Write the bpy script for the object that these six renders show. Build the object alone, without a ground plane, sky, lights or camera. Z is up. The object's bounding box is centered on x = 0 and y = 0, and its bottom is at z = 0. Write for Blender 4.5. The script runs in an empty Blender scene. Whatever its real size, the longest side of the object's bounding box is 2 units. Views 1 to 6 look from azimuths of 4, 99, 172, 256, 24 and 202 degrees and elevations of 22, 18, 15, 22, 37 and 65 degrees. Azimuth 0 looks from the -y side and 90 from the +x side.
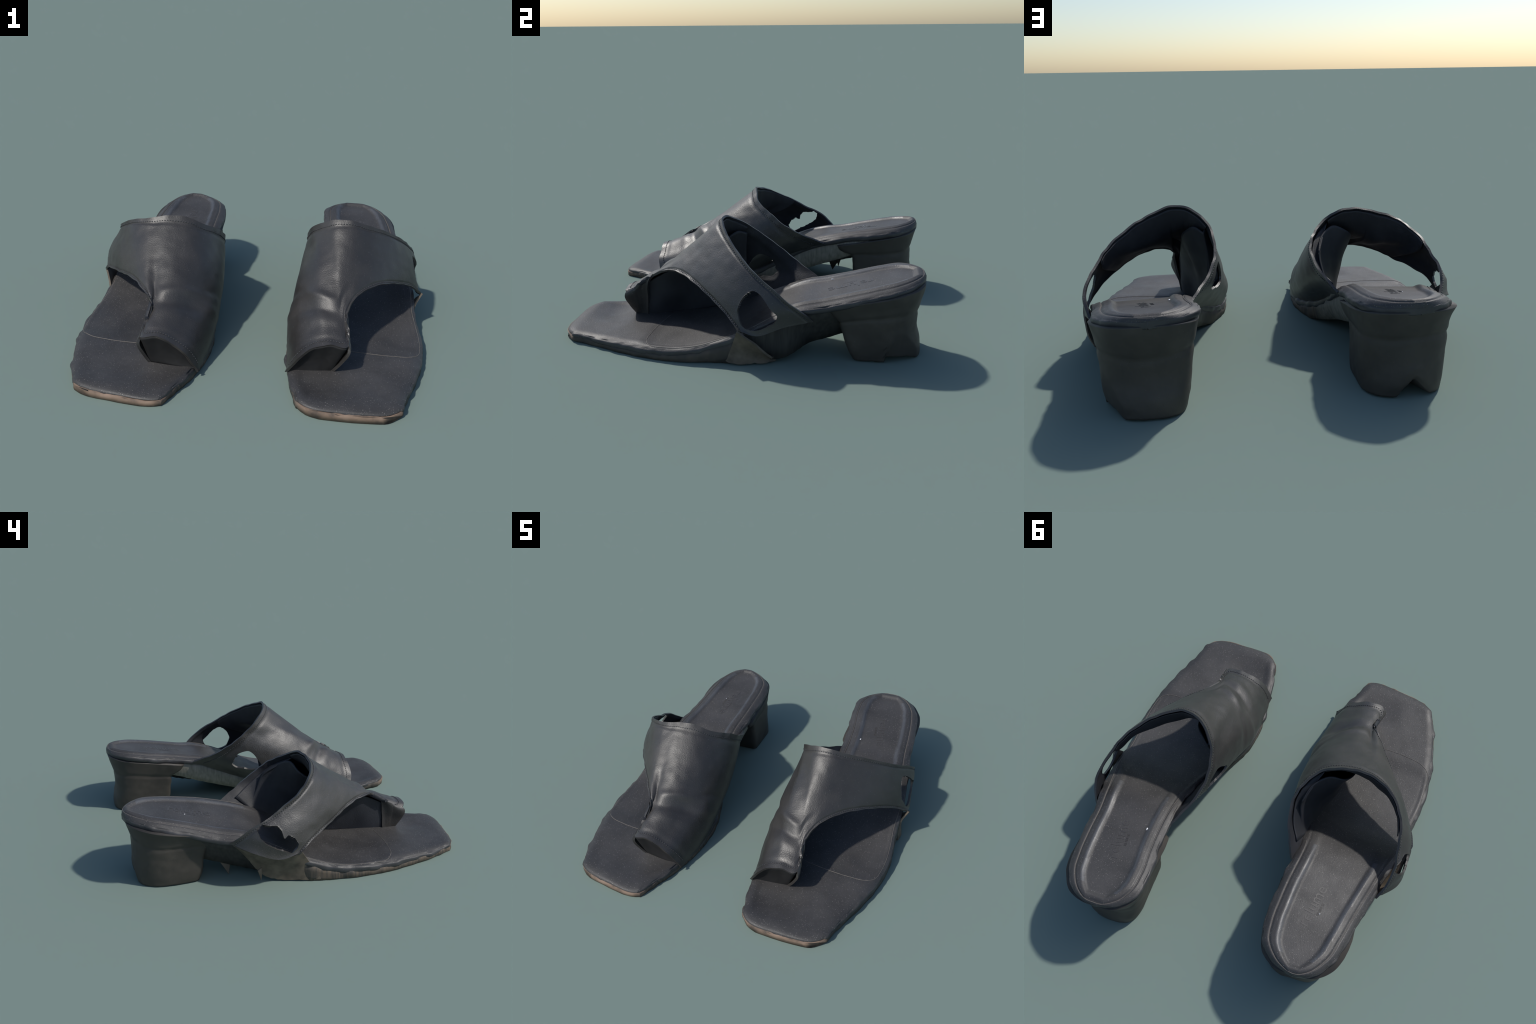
# A pair of black leather toe-loop mules with block heels, built part by part.
import bpy, bmesh, math
import numpy as np
from mathutils import Vector, noise
from mathutils.bvhtree import BVHTree

# ------------------------------------------------------------------ curves
def hermite(knots, pts, q):
    """Smooth (Catmull-Rom style) curve through pts at the given knots."""
    k = np.asarray(knots, float); p = np.asarray(pts, float)
    if p.ndim == 1: p = p[:, None]
    q = np.atleast_1d(np.asarray(q, float))
    d = (p[1:] - p[:-1]) / (k[1:] - k[:-1])[:, None]
    m = np.empty_like(p)
    m[0], m[-1] = d[0], d[-1]
    h = k[1:] - k[:-1]
    m[1:-1] = (d[:-1] * h[1:, None] + d[1:] * h[:-1, None]) / (h[1:] + h[:-1])[:, None]
    i = np.clip(np.searchsorted(k, q, side='right') - 1, 0, len(k) - 2)
    t = ((q - k[i]) / h[i])[:, None]; hh = h[i][:, None]
    return ((2*t**3 - 3*t**2 + 1) * p[i] + (t**3 - 2*t**2 + t) * hh * m[i]
            + (-2*t**3 + 3*t**2) * p[i+1] + (t**3 - t**2) * hh * m[i+1])

def chord(pts):
    p = np.asarray(pts, float)
    return np.concatenate([[0], np.cumsum(np.linalg.norm(p[1:] - p[:-1], axis=1))])

def resample(pts, n):
    c = chord(pts); fine = hermite(c, pts, np.linspace(0, c[-1], 600))
    c2 = chord(fine); q = np.linspace(0, c2[-1], n)
    return np.stack([np.interp(q, c2, fine[:, j]) for j in range(3)], 1)

def smooth(a, b, x):
    t = np.clip((np.asarray(x, float) - a) / (b - a), 0, 1)
    return t * t * (3 - 2 * t)

def fnoise(p, scale, seed=0.0):
    return noise.noise(Vector((p[0]*scale + seed, p[1]*scale - seed*.7, p[2]*scale + seed*1.3)))

# ------------------------------------------------------------------ materials
def nodes_of(name):
    m = bpy.data.materials.new(name); m.use_nodes = True
    nt = m.node_tree; b = nt.nodes["Principled BSDF"]
    return m, nt, b

def nd(nt, kind, **kw):
    n = nt.nodes.new(kind)
    for k, v in kw.items():
        if hasattr(n, k): setattr(n, k, v)
        else: n.inputs[k].default_value = v
    return n

def ramp(nt, src, stops):
    r = nt.nodes.new("ShaderNodeValToRGB")
    el = r.color_ramp.elements
    while len(el) < len(stops): el.new(.5)
    for e, (p, c) in zip(el, stops):
        e.position = p; e.color = (c if len(c) == 4 else (*c, 1))
    nt.links.new(src, r.inputs[0]); return r.outputs[0]

def mix(nt, fac, a, b):
    m = nt.nodes.new("ShaderNodeMix"); m.data_type = 'RGBA'
    for sock, v in ((m.inputs[0], fac), (m.inputs[6], a), (m.inputs[7], b)):
        if hasattr(v, "is_linked"): nt.links.new(v, sock)
        elif isinstance(v, (int, float)): sock.default_value = v
        else: sock.default_value = (*v, 1)
    return m.outputs[2]

def math_node(nt, op, a, b=None):
    m = nt.nodes.new("ShaderNodeMath"); m.operation = op
    for sock, v in zip(m.inputs, (a, b)):
        if v is None: continue
        if hasattr(v, "is_linked"): nt.links.new(v, sock)
        else: sock.default_value = v
    return m.outputs[0]

def noise_tex(nt, co, scale, detail=4, rough=.55):
    n = nd(nt, "ShaderNodeTexNoise", Scale=scale, Detail=detail, Roughness=rough)
    nt.links.new(co, n.inputs["Vector"]); return n.outputs[0]

def dust(nt, co, scale, keep, size):
    """Sparse bright specks: Voronoi cells, only some of which carry a speck."""
    v = nd(nt, "ShaderNodeTexVoronoi", Scale=scale); nt.links.new(co, v.inputs["Vector"])
    near = math_node(nt, 'LESS_THAN', v.outputs["Distance"], size)
    sep = nt.nodes.new("ShaderNodeSeparateColor"); nt.links.new(v.outputs["Color"], sep.inputs[0])
    pick = math_node(nt, 'LESS_THAN', sep.outputs[0], keep)
    return math_node(nt, 'MULTIPLY', near, pick)

def leather(name, dark, light, rough, speck=.35, bump=.12, grain=220, keep=.10, coat=0.0, spec=.5, tint=(1, 1, 1)):
    m, nt, b = nodes_of(name)
    co = nt.nodes.new("ShaderNodeTexCoord").outputs["Object"]
    base = ramp(nt, noise_tex(nt, co, 5.0, 6), [(.34, dark), (.68, light)])
    fine = noise_tex(nt, co, 60, 3)
    base = mix(nt, math_node(nt, 'MULTIPLY', fine, .35), base, tuple(c*.55 for c in dark))
    sp = math_node(nt, 'MULTIPLY', dust(nt, co, 120, keep, .17), speck)
    sp2 = math_node(nt, 'MULTIPLY', dust(nt, co, 210, keep*1.5, .24), speck*.45)
    base = mix(nt, sp, base, (.30, .28, .26)); base = mix(nt, sp2, base, (.24, .23, .22))
    nt.links.new(base, b.inputs["Base Color"])
    rr = ramp(nt, noise_tex(nt, co, 9, 4), [(.3, (rough-.06,)*3), (.7, (rough+.08,)*3)])
    nt.links.new(rr, b.inputs["Roughness"])
    b.inputs["Specular IOR Level"].default_value = spec
    b.inputs["Specular Tint"].default_value = (*tint, 1)
    b.inputs["Coat Weight"].default_value = coat; b.inputs["Coat Roughness"].default_value = .35
    vo = nd(nt, "ShaderNodeTexVoronoi", Scale=grain); nt.links.new(co, vo.inputs["Vector"])
    h = math_node(nt, 'ADD', math_node(nt, 'MULTIPLY', vo.outputs["Distance"], .6), noise_tex(nt, co, 120, 3))
    bp = nd(nt, "ShaderNodeBump", Strength=bump, Distance=.004); nt.links.new(h, bp.inputs["Height"])
    nt.links.new(bp.outputs[0], b.inputs["Normal"])
    return m

def plain(name, col, rough=.6, var=.3, scale=25):
    m, nt, b = nodes_of(name)
    co = nt.nodes.new("ShaderNodeTexCoord").outputs["Object"]
    c = ramp(nt, noise_tex(nt, co, scale, 5), [(.3, tuple(x*(1-var) for x in col)), (.7, tuple(x*(1+var) for x in col))])
    nt.links.new(c, b.inputs["Base Color"]); b.inputs["Roughness"].default_value = rough
    return m

def outsole_material(sgn):
    """Raw tan edge at the toe, worn brown-grey sides, pale bare fibre at the shank."""
    m, nt, b = nodes_of("outsole_fibre")
    co = nt.nodes.new("ShaderNodeTexCoord").outputs["Object"]
    sep = nt.nodes.new("ShaderNodeSeparateXYZ"); nt.links.new(co, sep.inputs[0])
    st = nd(nt, "ShaderNodeMapping"); st.inputs["Scale"].default_value = (60, 60, 5)
    nt.links.new(co, st.inputs[0])
    streak = noise_tex(nt, st.outputs[0], 1.0, 4)
    big = noise_tex(nt, co, 7, 4)
    brown = ramp(nt, big, [(.3, (.036, .033, .030)), (.55, (.060, .052, .043)), (.75, (.105, .085, .066))])
    tan = ramp(nt, big, [(.38, (.06, .048, .040)), (.50, (.18, .125, .09)), (.75, (.28, .20, .148))])
    pale = ramp(nt, streak, [(.3, (.16, .15, .125)), (.7, (.27, .255, .22))])
    yj = math_node(nt, 'ADD', sep.outputs[1], math_node(nt, 'MULTIPLY', math_node(nt, 'SUBTRACT', big, .5), .25))
    fr = nd(nt, "ShaderNodeMapRange"); fr.inputs[1].default_value = -.93; fr.inputs[2].default_value = -.86
    nt.links.new(yj, fr.inputs[0])
    bk = nd(nt, "ShaderNodeMapRange"); bk.inputs[1].default_value = -.05; bk.inputs[2].default_value = .15
    nt.links.new(yj, bk.inputs[0])
    dark = ramp(nt, streak, [(.3, (.020, .020, .019)), (.7, (.045, .043, .040))])
    lt = nd(nt, "ShaderNodeMapRange"); lt.inputs[1].default_value = -.02; lt.inputs[2].default_value = .12   # lateral half is dark
    nt.links.new(math_node(nt, 'MULTIPLY', sep.outputs[0], float(sgn)), lt.inputs[0])
    pale = mix(nt, lt.outputs[0], pale, dark)
    if sgn < 0: brown = mix(nt, ramp(nt, streak, [(.42, (0, 0, 0)), (.6, (1, 1, 1))]), brown, (.115, .088, .064))
    c = mix(nt, fr.outputs[0], tan, brown); c = mix(nt, bk.outputs[0], c, pale)
    nt.links.new(c, b.inputs["Base Color"]); b.inputs["Roughness"].default_value = .75
    return m

MAT = {
    "strap": leather("strap_leather", (.025, .0228, .0212), (.044, .0402, .037), .46, speck=.35, bump=.24, keep=.10, coat=.10, spec=.7),
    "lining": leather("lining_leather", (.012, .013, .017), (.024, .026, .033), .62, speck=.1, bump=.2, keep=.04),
    "footbed": leather("footbed_leather", (.036, .0345, .0342), (.062, .0592, .0582), .54, speck=.8, bump=.14, keep=.24),
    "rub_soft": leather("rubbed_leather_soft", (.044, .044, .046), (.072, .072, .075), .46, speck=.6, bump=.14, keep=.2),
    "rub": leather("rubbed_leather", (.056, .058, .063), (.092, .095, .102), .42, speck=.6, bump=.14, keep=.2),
    "heel": leather("heel_leather", (.038, .0335, .0285), (.062, .054, .045), .55, speck=.12, bump=.08, keep=.03),
    "rand": leather("rand_leather", (.036, .036, .039), (.064, .063, .066), .45, speck=.2, bump=.1, keep=.05),
    "outsole_left": outsole_material(1), "outsole_right": outsole_material(-1),
    "skirt": plain("worn_sole_fibre", (.105, .085, .063), .75, .35, 18),
    "thread": plain("thread", (.045, .046, .05), .6, .3, 60),
    "seam": plain("seam_cord", (.125, .113, .10), .6, .3, 60),
    "fleck": plain("white_fleck", (.8, .8, .8), .5, .05, 30),
    "mark": plain("embossed_mark", (.052, .049, .048), .45, .2, 50),
    "shadow_cloth": plain("toe_lining", (.010, .010, .0105), .7, .3, 40),  # blackened: the shade inside the loop mouth is baked into this colour
}

# ------------------------------------------------------------------ mesh helpers
def make(name, verts, faces, mat, parent, origin, smooth_shade=True):
    me = bpy.data.meshes.new(name)
    o3 = np.asarray(origin, float)
    me.from_pydata([tuple(np.asarray(v, float) - o3) for v in verts], [], faces)
    me.validate(); me.update()
    ob = bpy.data.objects.new(name, me); bpy.context.scene.collection.objects.link(ob)
    me.materials.append(mat)
    if smooth_shade: me.polygons.foreach_set("use_smooth", [True]*len(me.polygons))
    ob.parent = parent
    return ob

def grid_faces(nr, nc, wrap=False, off=0):
    f = []
    for i in range(nr-1):
        for j in range(nc if wrap else nc-1):
            k = (j+1) % nc
            f.append((off+i*nc+j, off+i*nc+k, off+(i+1)*nc+k, off+(i+1)*nc+j))
    return f

def apply_mods(ob):
    dg = bpy.context.evaluated_depsgraph_get()
    me = bpy.data.meshes.new_from_object(ob.evaluated_get(dg))
    old = ob.data; ob.modifiers.clear(); ob.data = me; me.name = old.name
    bpy.data.meshes.remove(old)

def fix_normals(ob):
    bm = bmesh.new(); bm.from_mesh(ob.data)
    bmesh.ops.recalc_face_normals(bm, faces=bm.faces); bm.to_mesh(ob.data); bm.free()

def tube(path, rad, ns=6):
    p = np.asarray(path, float); n = len(p); V = []
    for i in range(n):
        t = p[min(i+1, n-1)] - p[max(i-1, 0)]; t /= np.linalg.norm(t) + 1e-9
        a = np.cross(t, [0, 0, 1.0]); a /= np.linalg.norm(a) + 1e-9; b = np.cross(a, t)
        for j in range(ns):
            g = 2*math.pi*j/ns; V.append(p[i] + rad*(math.cos(g)*a + math.sin(g)*b))
    F = grid_faces(n, ns, True); F.append(tuple(range(ns))[::-1]); F.append(tuple((n-1)*ns+j for j in range(ns)))
    return V, F

# ------------------------------------------------------------------ sandal description
# stations: lateral edge (x, y, z of the upper rim), medial edge (x, y, z)
LEFT = dict(
    sgn=1, root=(.55, 0, 0), seed=3.1, seat=.021, arch=.018, bow=.024,
    lat=[(.746,-.905,.046),(.796,-.755,.044),(.847,-.61,.048),(.88,-.50,.048),(.902,-.395,.05),(.914,-.27,.056),(.908,-.15,.076),(.895,-.03,.118),
         (.896,.10,.178),(.876,.22,.240),(.858,.34,.288),(.838,.48,.317),(.826,.62,.348),(.806,.76,.379),(.776,.865,.401),(.712,.948,.418),(.640,.985,.424),(.568,.998,.425)],
    med=[(.258,-.905,.046),(.226,-.775,.042),(.208,-.65,.042),(.192,-.52,.044),(.190,-.40,.05),(.214,-.27,.06),(.260,-.15,.082),(.318,-.03,.128),
         (.364,.10,.19),(.388,.22,.252),(.392,.34,.303),(.392,.48,.338),(.380,.62,.366),(.362,.76,.396),(.372,.87,.419),(.424,.945,.424),(.496,.985,.425),(.566,.998,.425)],
    toe_bulge=.075,
    rear_u=[0,.04,.08,.14,.20,.27,.34,.41,.48,.54,.60,.66,.73,.80,.87,.94,1],
    rear=[(.862,.435,.245),(.888,.378,.302),(.894,.323,.342),(.875,.247,.40),(.829,.142,.467),(.756,.047,.538),(.671,-.025,.592),(.579,-.078,.632),
          (.487,-.104,.662),(.395,-.094,.655),(.331,-.053,.622),(.285,.003,.578),(.264,.091,.514),(.267,.174,.454),(.296,.267,.392),(.345,.356,.346),(.388,.428,.308)],
    front_u=[0,.12,.22,.30,.37,.43,.48,.51,.54,.57,.60,.65,.70,.78,.87,1],
    front=[(.932,.068,.205),(.842,-.05,.291),(.759,-.155,.343),(.676,-.25,.376),(.594,-.338,.385),(.519,-.43,.363),(.484,-.505,.325),(.474,-.545,.302),(.480,-.59,.268),(.494,-.655,.222),
           (.478,-.684,.216),(.404,-.685,.226),(.363,-.687,.217),(.306,-.687,.188),(.256,-.689,.137),(.200,-.664,.045)],
    mid1=[(0,(.900,.30,.225)),(.5,(.466,-.25,.538)),(.58,(.400,-.28,.49)),(.68,(.310,-.21,.462)),(.80,(.232,-.11,.36)),(.90,(.232,-.05,.22)),(1,(.330,.0,.12))],
    mid2=[(0,(.922,.165,.178)),(.5,(.472,-.39,.408)),(.58,(.430,-.48,.345)),(.68,(.318,-.45,.325)),(.80,(.224,-.39,.24)),(.90,(.184,-.37,.13)),(1,(.205,-.34,.03))],
    loop_wall=[(.478,-.585,.243),(.494,-.672,.198),(.422,-.640,.050),(.445,-.565,.050)],
    # block heel: z, x lateral, x medial, y front lateral, y front medial, y back
    heel=[(.326,.823,.366,.49,.49,.996),(.285,.810,.378,.515,.51,.988),(.235,.798,.392,.545,.575,.970),(.17,.790,.402,.57,.59,.962),(.06,.782,.416,.61,.60,.982),(.004,.770,.430,.64,.61,.984)],
    heel_notch=(.775,.09,.035,.80),
    curtain_top=[(.458,-.595,.235),(.447,-.52,.285),(.440,-.40,.350),(.432,-.25,.435),(.412,-.10,.530),(.365,-.04,.562),(.318,.0,.54)],
    curtain_foot=[(.444,-.58,.055),(.430,-.50,.055),(.380,-.41,.06),(.355,-.31,.065),(.330,-.18,.085),(.322,-.09,.11),(.326,-.03,.13)],
    lip=[(.12,0),(.25,.06),(.36,.13),(.44,.135),(.50,.11),(.56,.07),(.62,.03),(.66,.0)],
    lat_hole=[(.053,.294),(.066,.335),(.092,.374),(.131,.398),(.165,.388),(.195,.36),(.227,.321),(.262,.282),(.250,.252),(.215,.228),(.142,.203),(.085,.221)],
    med_hole=[(.176,.300),(.160,.345),(.137,.379),(.10,.395),(.06,.398),(.035,.380),(.004,.335),(-.02,.29),(.02,.262),(.06,.258),(.10,.268),(.14,.272)],
    seam_front=[(.455,-.43),(.60,-.452),(.74,-.462),(.83,-.455),(.872,-.425),(.886,-.37)],
    fleck=(.494,.504,.008), text_at=(.610,.610), text_dir=(.16,-.987),
)
RIGHT = dict(
    sgn=-1, root=(-.55, 0, 0), seed=8.7, seat=.031, arch=.030, bow=.040,
    lat=[(-.795,-.905,.045),(-.846,-.775,.043),(-.886,-.614,.050),(-.906,-.50,.051),(-.914,-.39,.053),(-.915,-.25,.060),(-.898,-.12,.078),(-.875,.01,.122),
         (-.862,.13,.185),(-.834,.25,.238),(-.808,.37,.272),(-.780,.49,.295),(-.752,.62,.33),(-.728,.74,.362),(-.696,.855,.39),(-.632,.945,.41),(-.570,.978,.412),(-.520,.986,.412)],
    med=[(-.362,-.978,.036),(-.292,-.82,.040),(-.246,-.69,.042),(-.213,-.55,.044),(-.202,-.41,.048),(-.214,-.26,.06),(-.246,-.12,.088),(-.284,.01,.135),
         (-.310,.13,.20),(-.320,.25,.262),(-.314,.37,.308),(-.301,.50,.345),(-.294,.64,.368),(-.294,.765,.386),(-.322,.88,.40),(-.398,.952,.405),(-.470,.98,.41),(-.518,.986,.412)],
    toe_bulge=.036,
    rear_u=[0,.05,.10,.15,.21,.27,.33,.40,.47,.54,.61,.68,.75,.82,.89,.95,1],
    rear=[(-.806,.435,.272),(-.838,.375,.325),(-.852,.315,.372),(-.843,.21,.42),(-.817,.095,.48),(-.783,.02,.52),(-.735,-.037,.556),(-.666,-.078,.585),
          (-.59,-.098,.604),(-.495,-.092,.618),(-.392,-.07,.605),(-.318,-.047,.565),(-.258,.023,.522),(-.222,.102,.465),(-.226,.198,.404),(-.256,.29,.352),(-.306,.388,.300)],
    front_u=[0,.04,.18,.28,.37,.44,.48,.51,.54,.57,.60,.65,.71,.79,.88,1],
    front=[(-.915,.070,.215),(-.89,.015,.247),(-.757,-.18,.303),(-.655,-.315,.335),(-.58,-.425,.337),(-.518,-.515,.318),(-.497,-.548,.295),(-.500,-.585,.268),(-.512,-.64,.232),(-.522,-.70,.203),
           (-.505,-.732,.210),(-.43,-.736,.222),(-.362,-.734,.191),(-.302,-.734,.149),(-.262,-.718,.087),(-.231,-.711,.03)],
    mid1=[(0,(-.895,.32,.235)),(.5,(-.532,-.255,.485)),(.58,(-.455,-.29,.462)),(.68,(-.320,-.24,.432)),(.80,(-.214,-.12,.34)),(.90,(-.202,-.05,.22)),(1,(-.298,.02,.13))],
    mid2=[(0,(-.915,.19,.19)),(.5,(-.512,-.415,.358)),(.58,(-.465,-.49,.325)),(.68,(-.34,-.46,.29)),(.80,(-.228,-.42,.215)),(.90,(-.192,-.40,.12)),(1,(-.208,-.36,.03))],
    loop_wall=[(-.500,-.60,.235),(-.522,-.715,.186),(-.474,-.692,.050),(-.490,-.60,.050)],
    heel=[(.316,-.747,-.291,.46,.48,.984),(.275,-.724,-.300,.49,.50,.970),(.225,-.708,-.312,.535,.575,.954),(.17,-.698,-.314,.555,.585,.950),(.05,-.690,-.314,.575,.59,.956),(.004,-.682,-.316,.595,.60,.950)],
    heel_notch=(-.515,.075,.085,.88),
    curtain_top=[(-.484,-.60,.230),(-.478,-.52,.272),(-.482,-.42,.315),(-.500,-.25,.395),(-.455,-.07,.500),(-.375,-.04,.538),(-.300,.02,.500),(-.266,.11,.435)],
    curtain_foot=[(-.484,-.60,.055),(-.470,-.50,.055),(-.445,-.41,.06),(-.430,-.25,.075),(-.400,-.12,.10),(-.372,-.03,.13),(-.352,.08,.17),(-.330,.20,.235)],
    lip=[(.12,0),(.25,.06),(.34,.12),(.42,.155),(.48,.13),(.54,.10),(.60,.05),(.66,.0)],
    lat_hole=[(.298,.353),(.296,.375),(.268,.386),(.225,.378),(.190,.377),(.170,.352),(.160,.305),(.135,.325),(.098,.300),(.078,.262),(.086,.240),(.119,.214),(.200,.250),(.262,.290),(.288,.32)],
    med_hole=None,
    seam_front=[(-.50,-.53),(-.62,-.535),(-.74,-.525),(-.84,-.50),(-.888,-.455),(-.897,-.40)],
    fleck=(-.55,.64,.004), text_at=(-.503,.610), text_dir=(-.15,-.989),
)

# ------------------------------------------------------------------ sole
def sole_thickness(y):
    return .020 + .010*float(smooth(-.88, -.6, y)) - .002*float(smooth(.1, .5, y))

class Sole:
    """Maps (s, t): s toe to heel, t from -1 (lateral) to 1 (medial), to a point of the footbed."""
    def __init__(self, D):
        self.D = D
        la, me = np.array(D["lat"]), np.array(D["med"])
        c = chord((la+me)/2); c[-2:] = c[-3] + np.array([.055, .085])   # heel cap needs spacing
        self.k = c / c[-1]
        self.la, self.me = la, me
        self.len = c[-1]
    def edges(self, s):
        return hermite(self.k, self.la, s), hermite(self.k, self.me, s)
    def top(self, s, t):
        """s: array, t: array of the same length; returns points on the footbed."""
        L, M = self.edges(s)
        w = (t+1)/2
        P = L*(1-w)[:, None] + M*w[:, None]
        half = np.linalg.norm((M-L)[:, :2], axis=1)/2
        P[:, 1] -= self.D["toe_bulge"]*(1-np.abs(t)**5)*np.exp(-(s*self.len/.16))
        inside = half*(1-np.abs(t))                    # distance to the side edge
        tail = np.clip((1-s)*self.len*1.05, 0, None)
        nose = s*self.len
        d = np.minimum(np.minimum(inside, tail), nose)
        y = P[:, 1]
        self.inset = d
        P[:, 2] -= .006*smooth(.35, .5, y)
        lip = 1-np.clip(1-d/.06, 0, 1)**2.2
        rise = hermite([-1.2, -.70, -.45, -.25, .05, .35, .6, 1.1], [.016, .016, .023, .024, self.D["arch"], self.D["arch"]-.003, self.D["seat"], self.D["seat"]], y)[:, 0]
        P[:, 2] += rise*lip
        P[:, 2] -= .012*np.exp(-((y+.77)/.09)**2)*smooth(-.3, .3, t)*smooth(.02, .08, d)     # pressed in before the toe loop
        # stitched border groove, then a shallow oval heel panel
        heel = smooth(.10, .36, y)
        P[:, 2] -= heel*.006*np.exp(-((d-.042)/.006)**2)
        P[:, 2] += heel*.006*np.exp(-((d-.078)/.018)**2)
        P[:, 2] -= heel*.007*smooth(.086, .110, d)
        # insole pad over the forefoot lies a little lower than the border
        P[:, 2] -= .008*smooth(-.50, -.40, y)*smooth(.3, .1, y)*smooth(.02, .05, d)
        return P

def build_sole(D, parent, origin):
    S = Sole(D)
    ns, nt = 190, 91
    s = np.concatenate([np.linspace(0, .04, 12)[:-1], np.linspace(.04, .86, 130)[:-1], 1-.14*(np.cos(np.linspace(0, math.pi/2, 52)))[:]])
    s[-1] = .9995
    ns = len(s)
    tt = np.sin(np.linspace(-math.pi/2, math.pi/2, nt)*.80)/math.sin(math.pi/2*.80)
    rows, insets = [], []
    for i in range(ns):
        top = S.top(np.full(nt, s[i]), tt); insets.append(S.inset.copy())
        L, M = S.edges([s[i]]); axis = (M-L)[0]; axis[2] = 0; axis /= np.linalg.norm(axis)+1e-9
        y = .5*(L[0][1]+M[0][1])
        thick = sole_thickness(y)
        ends = min(s[i]*S.len/.018, 1.0); ends = math.sqrt(max(0, 1-(1-ends)**2))
        # rounded side wall, then flat underside
        side = []
        for k, (o, dz) in enumerate([(.001, .18), (.002, .45), (.0, .75), (-.006, 1.0)]):
            side.append((o, dz))
        right = [top[-1] + axis*o*1.0 - np.array([0, 0, thick*dz]) for o, dz in side]
        left = [top[0] - axis*o*1.0 - np.array([0, 0, thick*dz]) for o, dz in side]
        nb = 21
        b0, b1 = right[-1], left[-1]
        bottom = [b0 + (b1-b0)*j/(nb+1) for j in range(1, nb+1)]
        if s[i] < .06:                       # underside follows the bowed toe
            bw = np.linspace(1, -1, nb+2)[1:-1]
            for j in range(nb):
                bottom[j] = bottom[j] + np.array([0, -D["toe_bulge"]*(1-abs(bw[j])**5)*math.exp(-(s[i]*S.len/.16)), 0])
        ring = list(top) + right + bottom + left[::-1]
        ring = np.array(ring)
        mid = top[:, 2].mean() - thick/2
        ring[:, 2] = mid + (ring[:, 2]-mid)*(.55+.45*ends)
        rows.append(ring)
    nc = len(rows[0])
    V = np.concatenate(rows)
    for i, v in enumerate(V):                # scan-like lumpiness at the rims
        n1 = fnoise(v, 22, D["seed"]); n2 = fnoise(v, 7, D["seed"]+4)
        j = i % nc
        edge = 1.0 if j >= nt or j < 4 or j > nt-5 else .12
        v[2] += edge*(.0035*n1 + .003*n2)
        if edge > .5: v[0] += (.006*n1+.008*fnoise(v, 13, D["seed"]+7))*(1 if v[0] > origin[0] else -1); v[1] += .005*fnoise(v, 18, D["seed"]+9)
    F = grid_faces(ns, nc, True)
    F.append(tuple(range(nc))[::-1]); F.append(tuple((ns-1)*nc+j for j in range(nc)))
    ob = make("footbed", V, F, MAT["footbed"], parent, origin)
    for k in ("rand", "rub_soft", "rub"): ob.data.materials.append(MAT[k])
    nq = nc*(ns-1)
    for p in ob.data.polygons:
        j = p.index % nc if p.index < nq else nc
        if j >= nt-1: p.material_index = 1
        else:                                # paler bluish faces paint a sheen along the heel panel's crest
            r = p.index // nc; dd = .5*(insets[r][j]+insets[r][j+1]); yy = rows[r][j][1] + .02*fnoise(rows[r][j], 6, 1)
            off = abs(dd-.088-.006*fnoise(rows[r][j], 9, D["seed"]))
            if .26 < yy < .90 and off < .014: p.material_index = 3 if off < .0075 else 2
    fix_normals(ob)
    return ob, S

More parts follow.
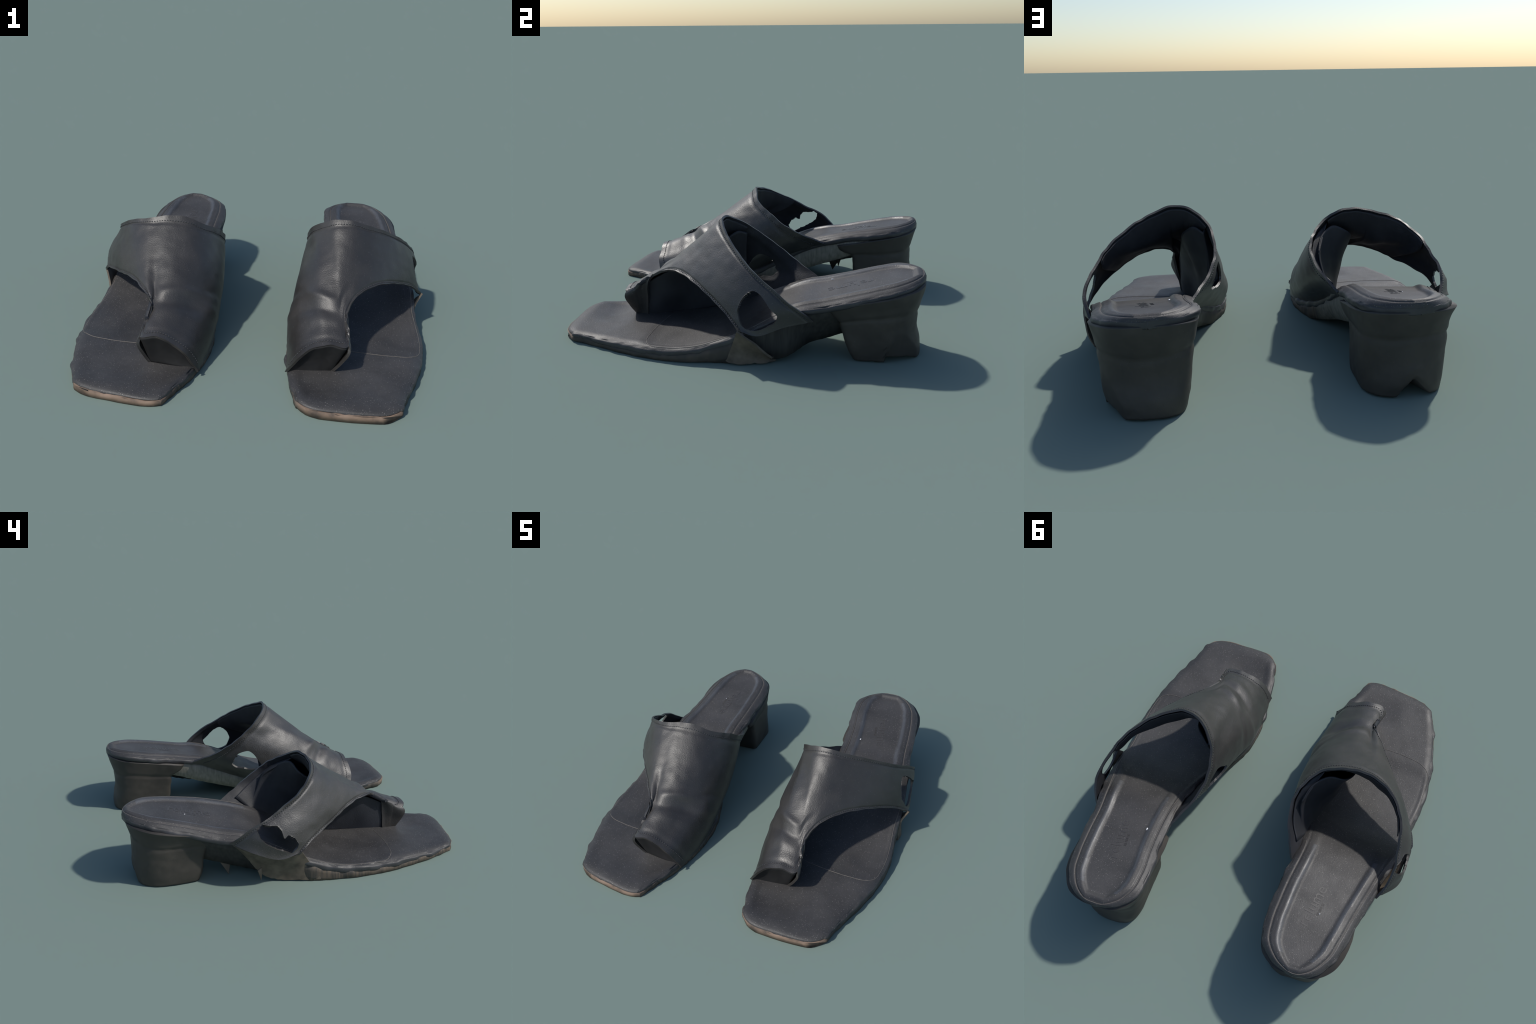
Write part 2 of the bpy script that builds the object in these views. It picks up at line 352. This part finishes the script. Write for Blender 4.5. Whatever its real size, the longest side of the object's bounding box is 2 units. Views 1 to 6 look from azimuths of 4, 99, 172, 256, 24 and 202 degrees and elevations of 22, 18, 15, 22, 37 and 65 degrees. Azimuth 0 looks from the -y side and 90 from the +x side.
def build_outsole(D, S, parent, origin):
    """Lower layer: tread under the forefoot, curved shank up to the heel breast."""
    s = np.concatenate([np.linspace(0, .03, 8)[:-1], np.linspace(.03, 1, 140)])
    rows = []
    la = S.edges(s)
    for i in range(len(s)):
        L, M = la[0][i].copy(), la[1][i].copy()
        y = .5*(L[1]+M[1])
        if y > .68: break
        axis = M-L; axis[2] = 0; w = np.linalg.norm(axis); axis /= w
        th = sole_thickness(y)
        zl, zm = L[2]-th+.012, M[2]-th+.012
        zbl = float(hermite([-1.2, .05, .15, .25, .35, .45, .56, .8], [0, 0, .010, .022, .045, .075, .11, .2], y)[0][0])
        zbm = float(hermite([-1.2, -.10, .0, .10, .20, .32, .50, .62, .8], [0, .003, .027, .06, .088, .125, .195, .238, .27], y)[0][0])
        insm = .045*float(smooth(-.15, .15, y)); insl = .02*float(smooth(.0, .1, y)) + (.12*float(smooth(.28, .42, y)) if D["sgn"] > 0 else .11*float(smooth(-.02, .22, y)))
        prot = .003 if y < -.85 else -.002 - .012*float(smooth(.1, .3, y))
        nb = 25; ring = []
        tb = np.linspace(-1, 1, nb)
        bul = -D["toe_bulge"]*math.exp(-(s[i]*S.len/.16))*(1-np.abs(tb)**5) - (.004 if s[i] < .02 else 0)
        for j, t in enumerate(tb):                            # upper side
            p = L*(1-(t+1)/2) + M*((t+1)/2) + axis*prot*t; p[2] = zl + (zm-zl)*(t+1)/2; p[1] += bul[j]; ring.append(p)
        for k in (.35, .7):                                  # medial wall
            p = M + axis*(prot*.8 - insm*k*k); p[2] = zm + (zbm-zm)*k; p[1] += bul[-1]; ring.append(p)
        for j, t in list(enumerate(tb))[::-1]:                # underside
            p = L*(1-(t+1)/2) + M*((t+1)/2) - axis*t*((insm if t > 0 else insl)+.006); p[2] = zbl + (zbm-zbl)*(t+1)/2; p[1] += bul[j]; ring.append(p)
        for k in (.7, .35):
            p = L - axis*(prot*.8 - insl*k); p[2] = zl + (zbl-zl)*k; p[1] += bul[0]; ring.append(p)
        ring = np.array(ring)
        rows.append(ring)
    nc = len(rows[0]); V = np.concatenate(rows)
    for v in V:
        n1 = fnoise(v, 30, D["seed"]+2); n2 = fnoise(v, 11, D["seed"]+6)
        out = 1 if v[0] > origin[0] else -1
        v[0] += out*(.005*n1+.004*n2); v[1] += .005*fnoise(v, 26, D["seed"]+5)*(v[1] < -.8)
        v[2] = max(.0, v[2] + .006*n1)
    F = grid_faces(len(rows), nc, True); F.append(tuple(range(nc))[::-1]); F.append(tuple((len(rows)-1)*nc+j for j in range(nc)))
    ob = make("outsole", V, F, MAT["outsole_left" if D["sgn"] > 0 else "outsole_right"], parent, origin); fix_normals(ob); return ob

def build_heel(D, parent, origin):
    lv = np.array(D["heel"]); z = lv[:, 0][::-1]
    nz, na = 44, 120
    V = []
    sg = -D["sgn"]
    for i in range(nz):
        zz = z[0] + (z[-1]-z[0])*i/(nz-1)
        _, xl, xm, fl, fm, yb = hermite(z, lv[::-1], zz)[0]
        xc, hw = (xl+xm)/2, abs(xl-xm)/2
        yf = (fl+fm)/2; yc = (yf+yb)/2; hl = (yb-yf)/2
        for j in range(na):
            a = 2*math.pi*j/na
            ca, sa = math.cos(a), math.sin(a)
            e = 18.0 if sa < 0 else ((2.2 if D["sgn"] > 0 else 2.3) if D["sgn"]*ca > 0 else (3.2 if D["sgn"] > 0 else 2.7))                        # square breast, rounded back
            r = (abs(ca)**e + abs(sa)**e)**(-1/e)
            x = xc + hw*r*ca; y = yc + hl*r*sa
            side = (x-xc)/hw * (1 if xl > xm else -1)          # +1 lateral
            if sa < 0: y += (fl-fm)/2*side*(-sa)
            zv = zz + smooth(.12, .30, zz)*(y-.6)*.19
            p = np.array([x, y, zv])
            n = fnoise(p, 6, D["seed"]+3)*.006 + fnoise(p, 24, D["seed"])*.0022
            p[0] += n*ca; p[1] += n*sa
            # overhanging crease below the rim
            cr = math.exp(-((zz-.225-.02*fnoise((a*.6, 0, 0), 1.5, D['seed']))/.009)**2)*.006
            p[0] -= cr*ca; p[1] -= cr*sa
            if D["sgn"] > 0:                                  # flattened rear outer corner
                fnv = np.array([.80, .52, -.12]); fnv /= np.linalg.norm(fnv)
                over = float((p-np.array([.722, .945, .20]))@fnv)
                if over > 0: p -= fnv*over*.9
            nx, nw, nh, ny = D["heel_notch"]
            low = max(0, 1-abs(p[0]-nx)/nw)*nh*(1 if p[1] > ny else 0)
            p[2] += low*max(0, 1-zz/.16)
            p[2] += max(0, 1-zz/.03)*.008*max(0, fnoise(p, 30, D["seed"]+1))
            V.append(p)
    F = grid_faces(nz, na, True)
    c0 = len(V); V.append(np.array([V[j] for j in range(na)]).mean(0)+np.array([0, 0, .01]))
    for j in range(na): F.append((c0, (j+1) % na, j))
    F.append(tuple((nz-1)*na+j for j in range(na)))
    ob = make("heel", V, F, MAT["heel"], parent, origin); fix_normals(ob); return ob

# ------------------------------------------------------------------ strap
def strap_rows(D, u):
    R = hermite(D["rear_u"], D["rear"], u); Fr = hermite(D["front_u"], D["front"], u)
    def mid(key, v):
        k = [a for a, _ in D[key]]; base = R*(1-v)+Fr*v
        target = np.array([b for _, b in D[key]])
        here = hermite(D["rear_u"], D["rear"], k)*(1-v) + hermite(D["front_u"], D["front"], k)*v
        kk = [0, .10] + k[1:]                                 # correction fades in from the arm
        dl = np.vstack([target[0]-here[0], (target[0]-here[0])*.3, (target-here)[1:]])
        # keep the lateral arm straight between u .1 and .42
        kk = kk[:2] + [.25, .40] + kk[2:]
        dl = np.vstack([dl[:2], [[0, 0, 0]], dl[2:3]*.25, dl[2:]])
        return base + hermite(kk, dl, u)
    return R, mid("mid1", 1/3), mid("mid2", 2/3), Fr

def build_strap(D, parent, origin):
    nu, nv = 260, 80
    u = np.linspace(0, 1, nu); v = np.linspace(0, 1, nv)
    rows = np.stack(strap_rows(D, u))                         # 4, nu, 3
    P = hermite([0, 1/3, 2/3, 1], rows.reshape(4, -1), v).reshape(nv, nu, 3)
    for _ in range(30):                                       # relax kinks between the control rows
        Q = P.copy()
        Q[1:-1, 1:-1] = .5*P[1:-1, 1:-1] + .125*(P[:-2, 1:-1]+P[2:, 1:-1]+P[1:-1, :-2]+P[1:-1, 2:])
        P = Q
    # normals for relief
    du = np.gradient(P, axis=1); dv = np.gradient(P, axis=0)
    N = np.cross(du, dv); N /= np.linalg.norm(N, axis=2, keepdims=True)+1e-9
    c = P.mean((0, 1)) - np.array([0, 0, .25])
    if (N*(P-c)).sum() < 0: N = -N
    U, Vv = np.meshgrid(u, v)
    h = np.zeros_like(U)
    h += D["bow"]*np.sin(math.pi*Vv)**.8*np.exp(-((U-.13)/.13)**2)*smooth(0, .06, U)     # the arm bows outward
    h += .014*np.exp(-((U-.71)/.09)**2)*np.exp(-((Vv-.42)/.22)**2)                 # fullness over the instep
    # flex creases across the root of the toe loop
    for u0, v0, slope, amp, wid, su in [(.66, .60, -.35, .012, .035, .10), (.68, .70, -.20, -.011, .035, .11), (.70, .79, -.1, .006, .04, .12),
                                        (.80, .52, -.6, -.008, .03, .08), (.84, .62, -.5, .007, .03, .09)]:
        ln = v0 + slope*(U-u0)
        h += amp*np.exp(-((Vv-ln)/wid)**2)*np.exp(-((U-u0)/su)**2)
    for i in range(nv):
        for j in range(nu):
            p = P[i, j]
            h[i, j] += .0045*fnoise(p, 5.5, D["seed"]) + .0016*fnoise(p, 20, D["seed"]+2)
    edge = np.minimum(Vv, 1-Vv)
    h += .002*np.exp(-(edge/.018)**2) - .0035*np.exp(-((edge-.055)/.018)**2)   # rolled edge and stitch groove
    P = P + N*h[..., None]
    P[..., 0] += D["sgn"]*.028*np.sin(math.pi*np.clip(Vv/.4, 0, 1))*smooth(.90, 1, U)      # tail tucks under the footbed
    wob = np.exp(-(edge/.05)**2)
    for i in range(nv):
        for j in range(nu):
            if wob[i, j] > .05:
                P[i, j] += wob[i, j]*np.array([fnoise(P[i, j], 16, k+D["seed"]) for k in (1, 5, 9)])*.0045
    back = P[0]-P[4]; back /= np.linalg.norm(back, axis=1, keepdims=True)+1e-9
    for k, a in enumerate((1, .7, .4, .2)): P[k] += back*.005*a
    G = P.reshape(-1, 3).copy(); faces = grid_faces(nv, nu)
    for key, sgn, lim in (("lat_hole", D["sgn"], .18), ("med_hole", -D["sgn"], .14)):
        if D[key] is None: continue
        cl = np.array(D[key]); cl = np.vstack([cl, cl[:1]])
        if key == "med_hole" or D["sgn"] > 0:
            cc = chord(cl); cl = hermite(cc, cl, np.linspace(0, cc[-1], 73))
        q = G[:, 1:3]; side = sgn*(G[:, 0]-D["root"][0]) > lim
        inside = np.zeros(len(G), bool); best = np.full(len(G), 9.0); near = q.copy()
        for a, b in zip(cl[:-1], cl[1:]):
            cr = ((a[1] > q[:, 1]) != (b[1] > q[:, 1]))
            with np.errstate(divide='ignore', invalid='ignore'):
                xi = (b[0]-a[0])*(q[:, 1]-a[1])/(b[1]-a[1]+1e-12)+a[0]
            inside ^= cr & (q[:, 0] < xi)
            ab = b-a; t = np.clip(((q-a)@ab)/(ab@ab+1e-12), 0, 1); pr = a+t[:, None]*ab
            dd = np.linalg.norm(q-pr, axis=1); m = dd < best; best[m] = dd[m]; near[m] = pr[m]
        inside &= side
        gone = [f for f in faces if sum(inside[k] for k in f) > 2]
        faces = [f for f in faces if sum(inside[k] for k in f) <= 2]
        rim = {k for f in gone for k in f} & {k for f in faces for k in f}
        for k in rim: G[k, 1:3] = near[k]                     # pull the torn edge onto its outline
    used = sorted({k for f in faces for k in f}); new = {k: n for n, k in enumerate(used)}
    ob = make("strap", G[used], [tuple(new[k] for k in f) for f in faces], MAT["strap"], parent, origin)
    bm = bmesh.new(); bm.from_mesh(ob.data)
    bmesh.ops.remove_doubles(bm, verts=bm.verts, dist=.0016); bmesh.ops.dissolve_degenerate(bm, edges=bm.edges, dist=.0012)
    bm.to_mesh(ob.data); bm.free(); ob.data.polygons.foreach_set("use_smooth", [True]*len(ob.data.polygons))
    ob.data.materials.append(MAT["lining"])
    bpy.context.view_layer.update()
    # make normals face outward, then give the leather its thickness inward
    me = ob.data
    fn = np.array([p.normal[:] for p in me.polygons]); fc = np.array([p.center[:] for p in me.polygons]) + np.array(origin) - c
    if (fn*fc).sum() < 0: me.flip_normals()
    so = ob.modifiers.new("thickness", 'SOLIDIFY'); so.thickness = .012; so.offset = -1; so.material_offset = 1; so.material_offset_rim = 0
    apply_mods(ob); fix_normals(ob)
    me = ob.data; me.polygons.foreach_set("use_smooth", [True]*len(me.polygons))
    me.set_sharp_from_angle(angle=math.radians(50))
    return ob, P, N

def build_loop_wall(D, P, N, parent, origin):
    a, b, c, d = [np.array(p) for p in D["loop_wall"]]        # top rear, top front, foot front, foot rear
    n, m = 30, 24; G = np.empty((n, m, 3)); nu = P.shape[1]
    us = np.linspace(.492, .582, m)                            # grows out of the strap edge and turns down
    for j, q in enumerate(np.linspace(0, 1, m)):
        k = int(round(us[j]*(nu-1))); top = P[-2, k]-N[-2, k]*.004; foot = d*(1-q)+c*q
        run = P[-1, k]-P[-6, k]; run /= np.linalg.norm(run)
        mid = top + run*.035 + np.array([D["sgn"]*.006, 0, -.02])
        path = resample([top, mid*.6+top*.4, mid*.55+foot*.45, foot], n)
        for i in range(n): G[i, j] = path[i] + .003*np.array([fnoise(path[i], 14, D["seed"]+k2) for k2 in (1, 2, 3)])
    ob = make("toe_loop_wall", G.reshape(-1, 3), grid_faces(n, m), MAT["strap"], parent, origin)
    so = ob.modifiers.new("t", 'SOLIDIFY'); so.thickness = .014; so.offset = 0; apply_mods(ob)
    ob.data.polygons.foreach_set("use_smooth", [True]*len(ob.data.polygons)); ob.data.set_sharp_from_angle(angle=math.radians(50))
    return ob

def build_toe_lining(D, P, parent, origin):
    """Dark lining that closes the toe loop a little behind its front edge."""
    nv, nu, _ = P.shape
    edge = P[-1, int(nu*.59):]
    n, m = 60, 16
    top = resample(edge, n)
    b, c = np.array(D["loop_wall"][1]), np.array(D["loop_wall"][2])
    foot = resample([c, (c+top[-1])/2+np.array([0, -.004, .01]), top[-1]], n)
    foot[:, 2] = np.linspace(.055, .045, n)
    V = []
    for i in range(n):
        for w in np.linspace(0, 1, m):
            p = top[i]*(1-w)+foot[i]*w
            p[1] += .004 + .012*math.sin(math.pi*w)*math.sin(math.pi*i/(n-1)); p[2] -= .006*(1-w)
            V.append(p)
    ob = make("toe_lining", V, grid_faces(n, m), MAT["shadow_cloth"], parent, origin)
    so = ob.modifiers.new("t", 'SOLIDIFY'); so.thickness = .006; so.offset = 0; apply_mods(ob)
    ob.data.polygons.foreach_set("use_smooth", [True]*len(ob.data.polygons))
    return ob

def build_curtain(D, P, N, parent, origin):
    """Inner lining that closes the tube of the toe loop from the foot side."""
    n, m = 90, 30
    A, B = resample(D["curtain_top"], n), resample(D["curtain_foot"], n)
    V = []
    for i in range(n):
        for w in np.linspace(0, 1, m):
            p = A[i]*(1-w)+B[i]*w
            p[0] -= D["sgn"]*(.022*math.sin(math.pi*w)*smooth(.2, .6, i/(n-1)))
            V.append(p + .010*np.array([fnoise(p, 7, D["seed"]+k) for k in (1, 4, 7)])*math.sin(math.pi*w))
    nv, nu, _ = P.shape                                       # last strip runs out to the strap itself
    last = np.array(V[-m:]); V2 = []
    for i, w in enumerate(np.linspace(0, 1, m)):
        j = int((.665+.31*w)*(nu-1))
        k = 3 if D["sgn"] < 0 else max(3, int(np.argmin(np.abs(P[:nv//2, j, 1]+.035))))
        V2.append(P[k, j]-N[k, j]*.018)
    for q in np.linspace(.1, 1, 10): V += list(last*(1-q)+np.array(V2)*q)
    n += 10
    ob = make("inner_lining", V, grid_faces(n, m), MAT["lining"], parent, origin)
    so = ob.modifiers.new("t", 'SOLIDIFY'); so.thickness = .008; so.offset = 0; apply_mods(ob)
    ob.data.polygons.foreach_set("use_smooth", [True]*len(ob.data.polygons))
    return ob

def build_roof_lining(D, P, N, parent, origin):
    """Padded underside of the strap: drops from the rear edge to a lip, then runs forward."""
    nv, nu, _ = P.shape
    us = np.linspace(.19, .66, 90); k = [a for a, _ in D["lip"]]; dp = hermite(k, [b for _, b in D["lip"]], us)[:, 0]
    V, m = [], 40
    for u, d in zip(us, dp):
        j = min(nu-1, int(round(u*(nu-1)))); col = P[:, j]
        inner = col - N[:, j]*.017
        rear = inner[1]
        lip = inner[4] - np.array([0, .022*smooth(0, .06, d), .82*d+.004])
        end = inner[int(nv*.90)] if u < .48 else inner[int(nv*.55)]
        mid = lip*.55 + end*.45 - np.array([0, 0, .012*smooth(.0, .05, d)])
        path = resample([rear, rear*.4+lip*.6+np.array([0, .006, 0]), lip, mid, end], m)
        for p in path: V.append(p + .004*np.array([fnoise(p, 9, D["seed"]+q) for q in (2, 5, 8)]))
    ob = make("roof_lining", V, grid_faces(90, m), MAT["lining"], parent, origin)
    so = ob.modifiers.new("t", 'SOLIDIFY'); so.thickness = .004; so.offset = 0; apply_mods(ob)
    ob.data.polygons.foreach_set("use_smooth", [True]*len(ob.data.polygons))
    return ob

def build_shreds(parent, origin):
    """Torn strips of fibre hanging under the shank."""
    for a, b, c in (((-.60,.52,.15),(-.62,.40,.10),(-.668,.426,.006)), ((-.84,.30,.10),(-.83,.275,.11),(-.83,.278,.03)), ((-.52,.50,.15),(-.54,.46,.13),(-.547,.47,.07))):
        a, b, c = map(np.array, (a, b, c)); V = []; n = 9
        for i in range(n):
            for j in range(n):
                w, q = i/(n-1), j/(n-1)
                p = (a*(1-q)+b*q)*(1-w)+c*w
                V.append(p + .008*np.array([fnoise(p, 12, 1), fnoise(p, 12, 2), fnoise(p, 12, 3)]))
        ob = make("torn_shred", V, grid_faces(n, n), MAT["skirt"], parent, origin)
        so = ob.modifiers.new("t", 'SOLIDIFY'); so.thickness = .005; so.offset = 0; apply_mods(ob)

def build_stitches(D, P, N, parent, origin):
    """Short thread dashes sunk along both sewn edges of the strap."""
    V, F = [], []
    nv = P.shape[0]
    for row in (3, nv-4):
        line = P[row] + N[row]*.0012; c = chord(line); n = int(c[-1]/.0145)
        q = np.linspace(.02, c[-1]-.02, n)
        pts = np.stack([np.interp(q, c, line[:, k]) for k in range(3)], 1)
        nx = np.stack([np.interp(q, c, N[row][:, k]) for k in range(3)], 1)
        for i in range(n-1):
            t = pts[i+1]-pts[i]; ln = np.linalg.norm(t)
            if row > 9 and .49 < q[i]/c[-1] < .62 and abs(t[1]) > abs(t[0])*1.6: continue
            if ln < 1e-5: continue
            t /= ln; m = nx[i]/np.linalg.norm(nx[i]); s = np.cross(t, m); o = len(V)
            for a, r in ((-.0048, .3), (-.003, 1), (.003, 1), (.0048, .3)):
                for g in range(6):
                    an = g*math.pi/3; V.append(pts[i]+t*a+r*.0023*(math.cos(an)*s+math.sin(an)*m))
            F += grid_faces(4, 6, True, o); F += [tuple(o+k for k in range(6))[::-1], tuple(o+18+k for k in range(6))]
    ob = make("stitching", V, F, MAT["thread"], parent, origin); ob["kind"] = "stuff"; return ob

# ------------------------------------------------------------------ worn side panel, seam, text, flecks
def build_side_panel(D, parent, origin):
    """Torn fibre panel that joins the lateral strap arm to the sole edge."""
    sg = D["sgn"]
    if sg > 0:
        up = [(.934,.060,.205),(.932,.105,.170),(.922,.15,.135),(.91,.19,.09),(.875,.23,.04)]
        lo = [(.900,-.01,.012),(.902,.05,.006),(.886,.13,.006),(.872,.19,.006),(.835,.24,.006)]
    else:
        up = [(-.902,.060,.212),(-.900,.12,.196),(-.893,.20,.208),(-.882,.28,.228),(-.852,.36,.245),(-.805,.42,.262)]
        lo = [(-.878,-.06,.010),(-.862,.0,.006),(-.840,.085,.006),(-.812,.17,.008),(-.785,.24,.03),(-.770,.36,.18)]
    n, m = 50, 22
    A, B = resample(up, n), resample(lo, n)
    V = []
    for i in range(n):
        for w in np.linspace(0, 1, m):
            p = A[i]*(1-w)+B[i]*w
            p[0] -= sg*.022*math.sin(math.pi*w)
            rag = smooth(.75, 1, w)*.014
            p = p + np.array([fnoise(p, 9, D["seed"])*.006, fnoise(p, 30, D["seed"]+1)*rag*.5, max(0, fnoise(p, 35, D["seed"]+2))*rag])
            V.append(p)
    ob = make("side_panel", V, grid_faces(n, m), MAT["skirt"], parent, origin)
    so = ob.modifiers.new("t", 'SOLIDIFY'); so.thickness = .010; so.offset = 0; apply_mods(ob)
    ob.data.polygons.foreach_set("use_smooth", [True]*len(ob.data.polygons)); ob.data.set_sharp_from_angle(angle=math.radians(50))
    return ob

def bvh_of(ob, origin):
    return BVHTree.FromPolygons([tuple(np.array(v.co)+np.array(origin)) for v in ob.data.vertices], [tuple(p.vertices) for p in ob.data.polygons])

def drop(tree, x, y, dz=0.0):
    hit = tree.ray_cast(Vector((x, y, 2)), Vector((0, 0, -1)))
    return np.array([x, y, (hit[0].z if hit[0] else 0)+dz])

def build_seam(D, S, tree, parent, origin):
    V, F = [], []
    fr = np.array(D["seam_front"]); c = chord(np.c_[fr, np.zeros(len(fr))])
    front = hermite(c, fr, np.linspace(0, c[-1], 90))
    # continue along the border, round the heel, and back to the medial side
    s0 = None
    s = np.linspace(.05, .985, 500); L, M = S.edges(s)
    yl = L[:, 1]; keep = yl > fr[-1][1]+.02
    wl = np.linalg.norm((M-L)[:, :2], axis=1)
    ins = .020+.018*smooth(.1, .4, yl)
    lat = (L + (M-L)/wl[:, None]*ins[:, None])[keep]
    med = (M - (M-L)/wl[:, None]*ins[:, None])[M[:, 1] > .25]
    path2 = np.vstack([front, lat[:, :2], med[::-1, :2]])
    c2 = chord(np.c_[path2, np.zeros(len(path2))]); ok = np.concatenate([[True], np.diff(c2) > 1e-6])
    q = np.linspace(0, c2[-1], 620)
    xy = np.stack([np.interp(q, c2[ok], path2[ok, k]) for k in (0, 1)], 1)
    ker = np.ones(9)/9; xp = np.pad(xy, ((4, 4), (0, 0)), mode='edge')
    xy = np.stack([np.convolve(xp[:, k], ker, 'valid') for k in (0, 1)], 1)
    pts = [drop(tree, a, b, .0002) for a, b in xy]
    V, F = tube(pts, .0018, 6)
    return make("seam", V, F, MAT["seam"], parent, origin)

def build_text(D, tree, parent, origin):
    cx, cy = D["text_at"]; ax, ay = D["text_dir"]
    parts = []
    for body, size, off in (("relume", .086, 0.0), ("||||| |||||||| ||||", .015, -.042)):
        cu = bpy.data.curves.new("mark_text", 'FONT'); cu.body = body; cu.size = size; cu.align_x = 'CENTER'; cu.align_y = 'CENTER'
        cu.resolution_u = 4
        t = bpy.data.objects.new("mark_text", cu); bpy.context.scene.collection.objects.link(t)
        bpy.context.view_layer.update()
        me = bpy.data.meshes.new_from_object(t.evaluated_get(bpy.context.evaluated_depsgraph_get()))
        bpy.data.objects.remove(t); bpy.data.curves.remove(cu)
        parts.append((me, off))
    V, F = [], []
    for me, off in parts:
        o = len(V)
        for v in me.vertices: V.append(drop(tree, cx + ax*v.co.x - ay*(v.co.y+off), cy + ay*v.co.x + ax*(v.co.y+off), -.0004))
        F += [tuple(o+i for i in p.vertices) for p in me.polygons]
        bpy.data.meshes.remove(me)
    ob = make("embossed_lettering", V, F, MAT["mark"], parent, origin, False)
    so = ob.modifiers.new("t", 'SOLIDIFY'); so.thickness = .003; so.offset = 0; apply_mods(ob)
    return ob

def build_fleck(D, tree, parent, origin):
    x, y, r = D["fleck"]
    bm = bmesh.new(); bmesh.ops.create_uvsphere(bm, u_segments=12, v_segments=8, radius=1)
    p = drop(tree, x, y, .001)
    V = [p + np.array([v.co.x*r*.55, v.co.y*r, v.co.z*.002]) for v in bm.verts]
    F = [tuple(v.index for v in f.verts) for f in bm.faces]; bm.free()
    return make("lint_fleck", V, F, MAT["fleck"], parent, origin)

# ------------------------------------------------------------------ assemble
def build_sandal(D):
    root = bpy.data.objects.new("sandal", None); bpy.context.scene.collection.objects.link(root)
    root.location = D["root"]
    root["label"] = "black leather toe loop mule with block heel"
    root["category"] = "sandal"
    o = D["root"]
    foot, S = build_sole(D, root, o)
    tree = bvh_of(foot, o)
    build_outsole(D, S, root, o)
    build_heel(D, root, o)
    strap, P, N = build_strap(D, root, o)
    build_loop_wall(D, P, N, root, o)
    st = build_stitches(D, P, N, root, o); st.parent = strap
    build_side_panel(D, root, o)
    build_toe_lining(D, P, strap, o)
    build_curtain(D, P, N, strap, o)
    build_roof_lining(D, P, N, strap, o)
    if D["sgn"] < 0: build_shreds(root, o)
    for f in (build_seam(D, S, tree, root, o), build_text(D, tree, root, o), build_fleck(D, tree, root, o)):
        f.parent = foot
    return root

build_sandal(LEFT)
build_sandal(RIGHT)
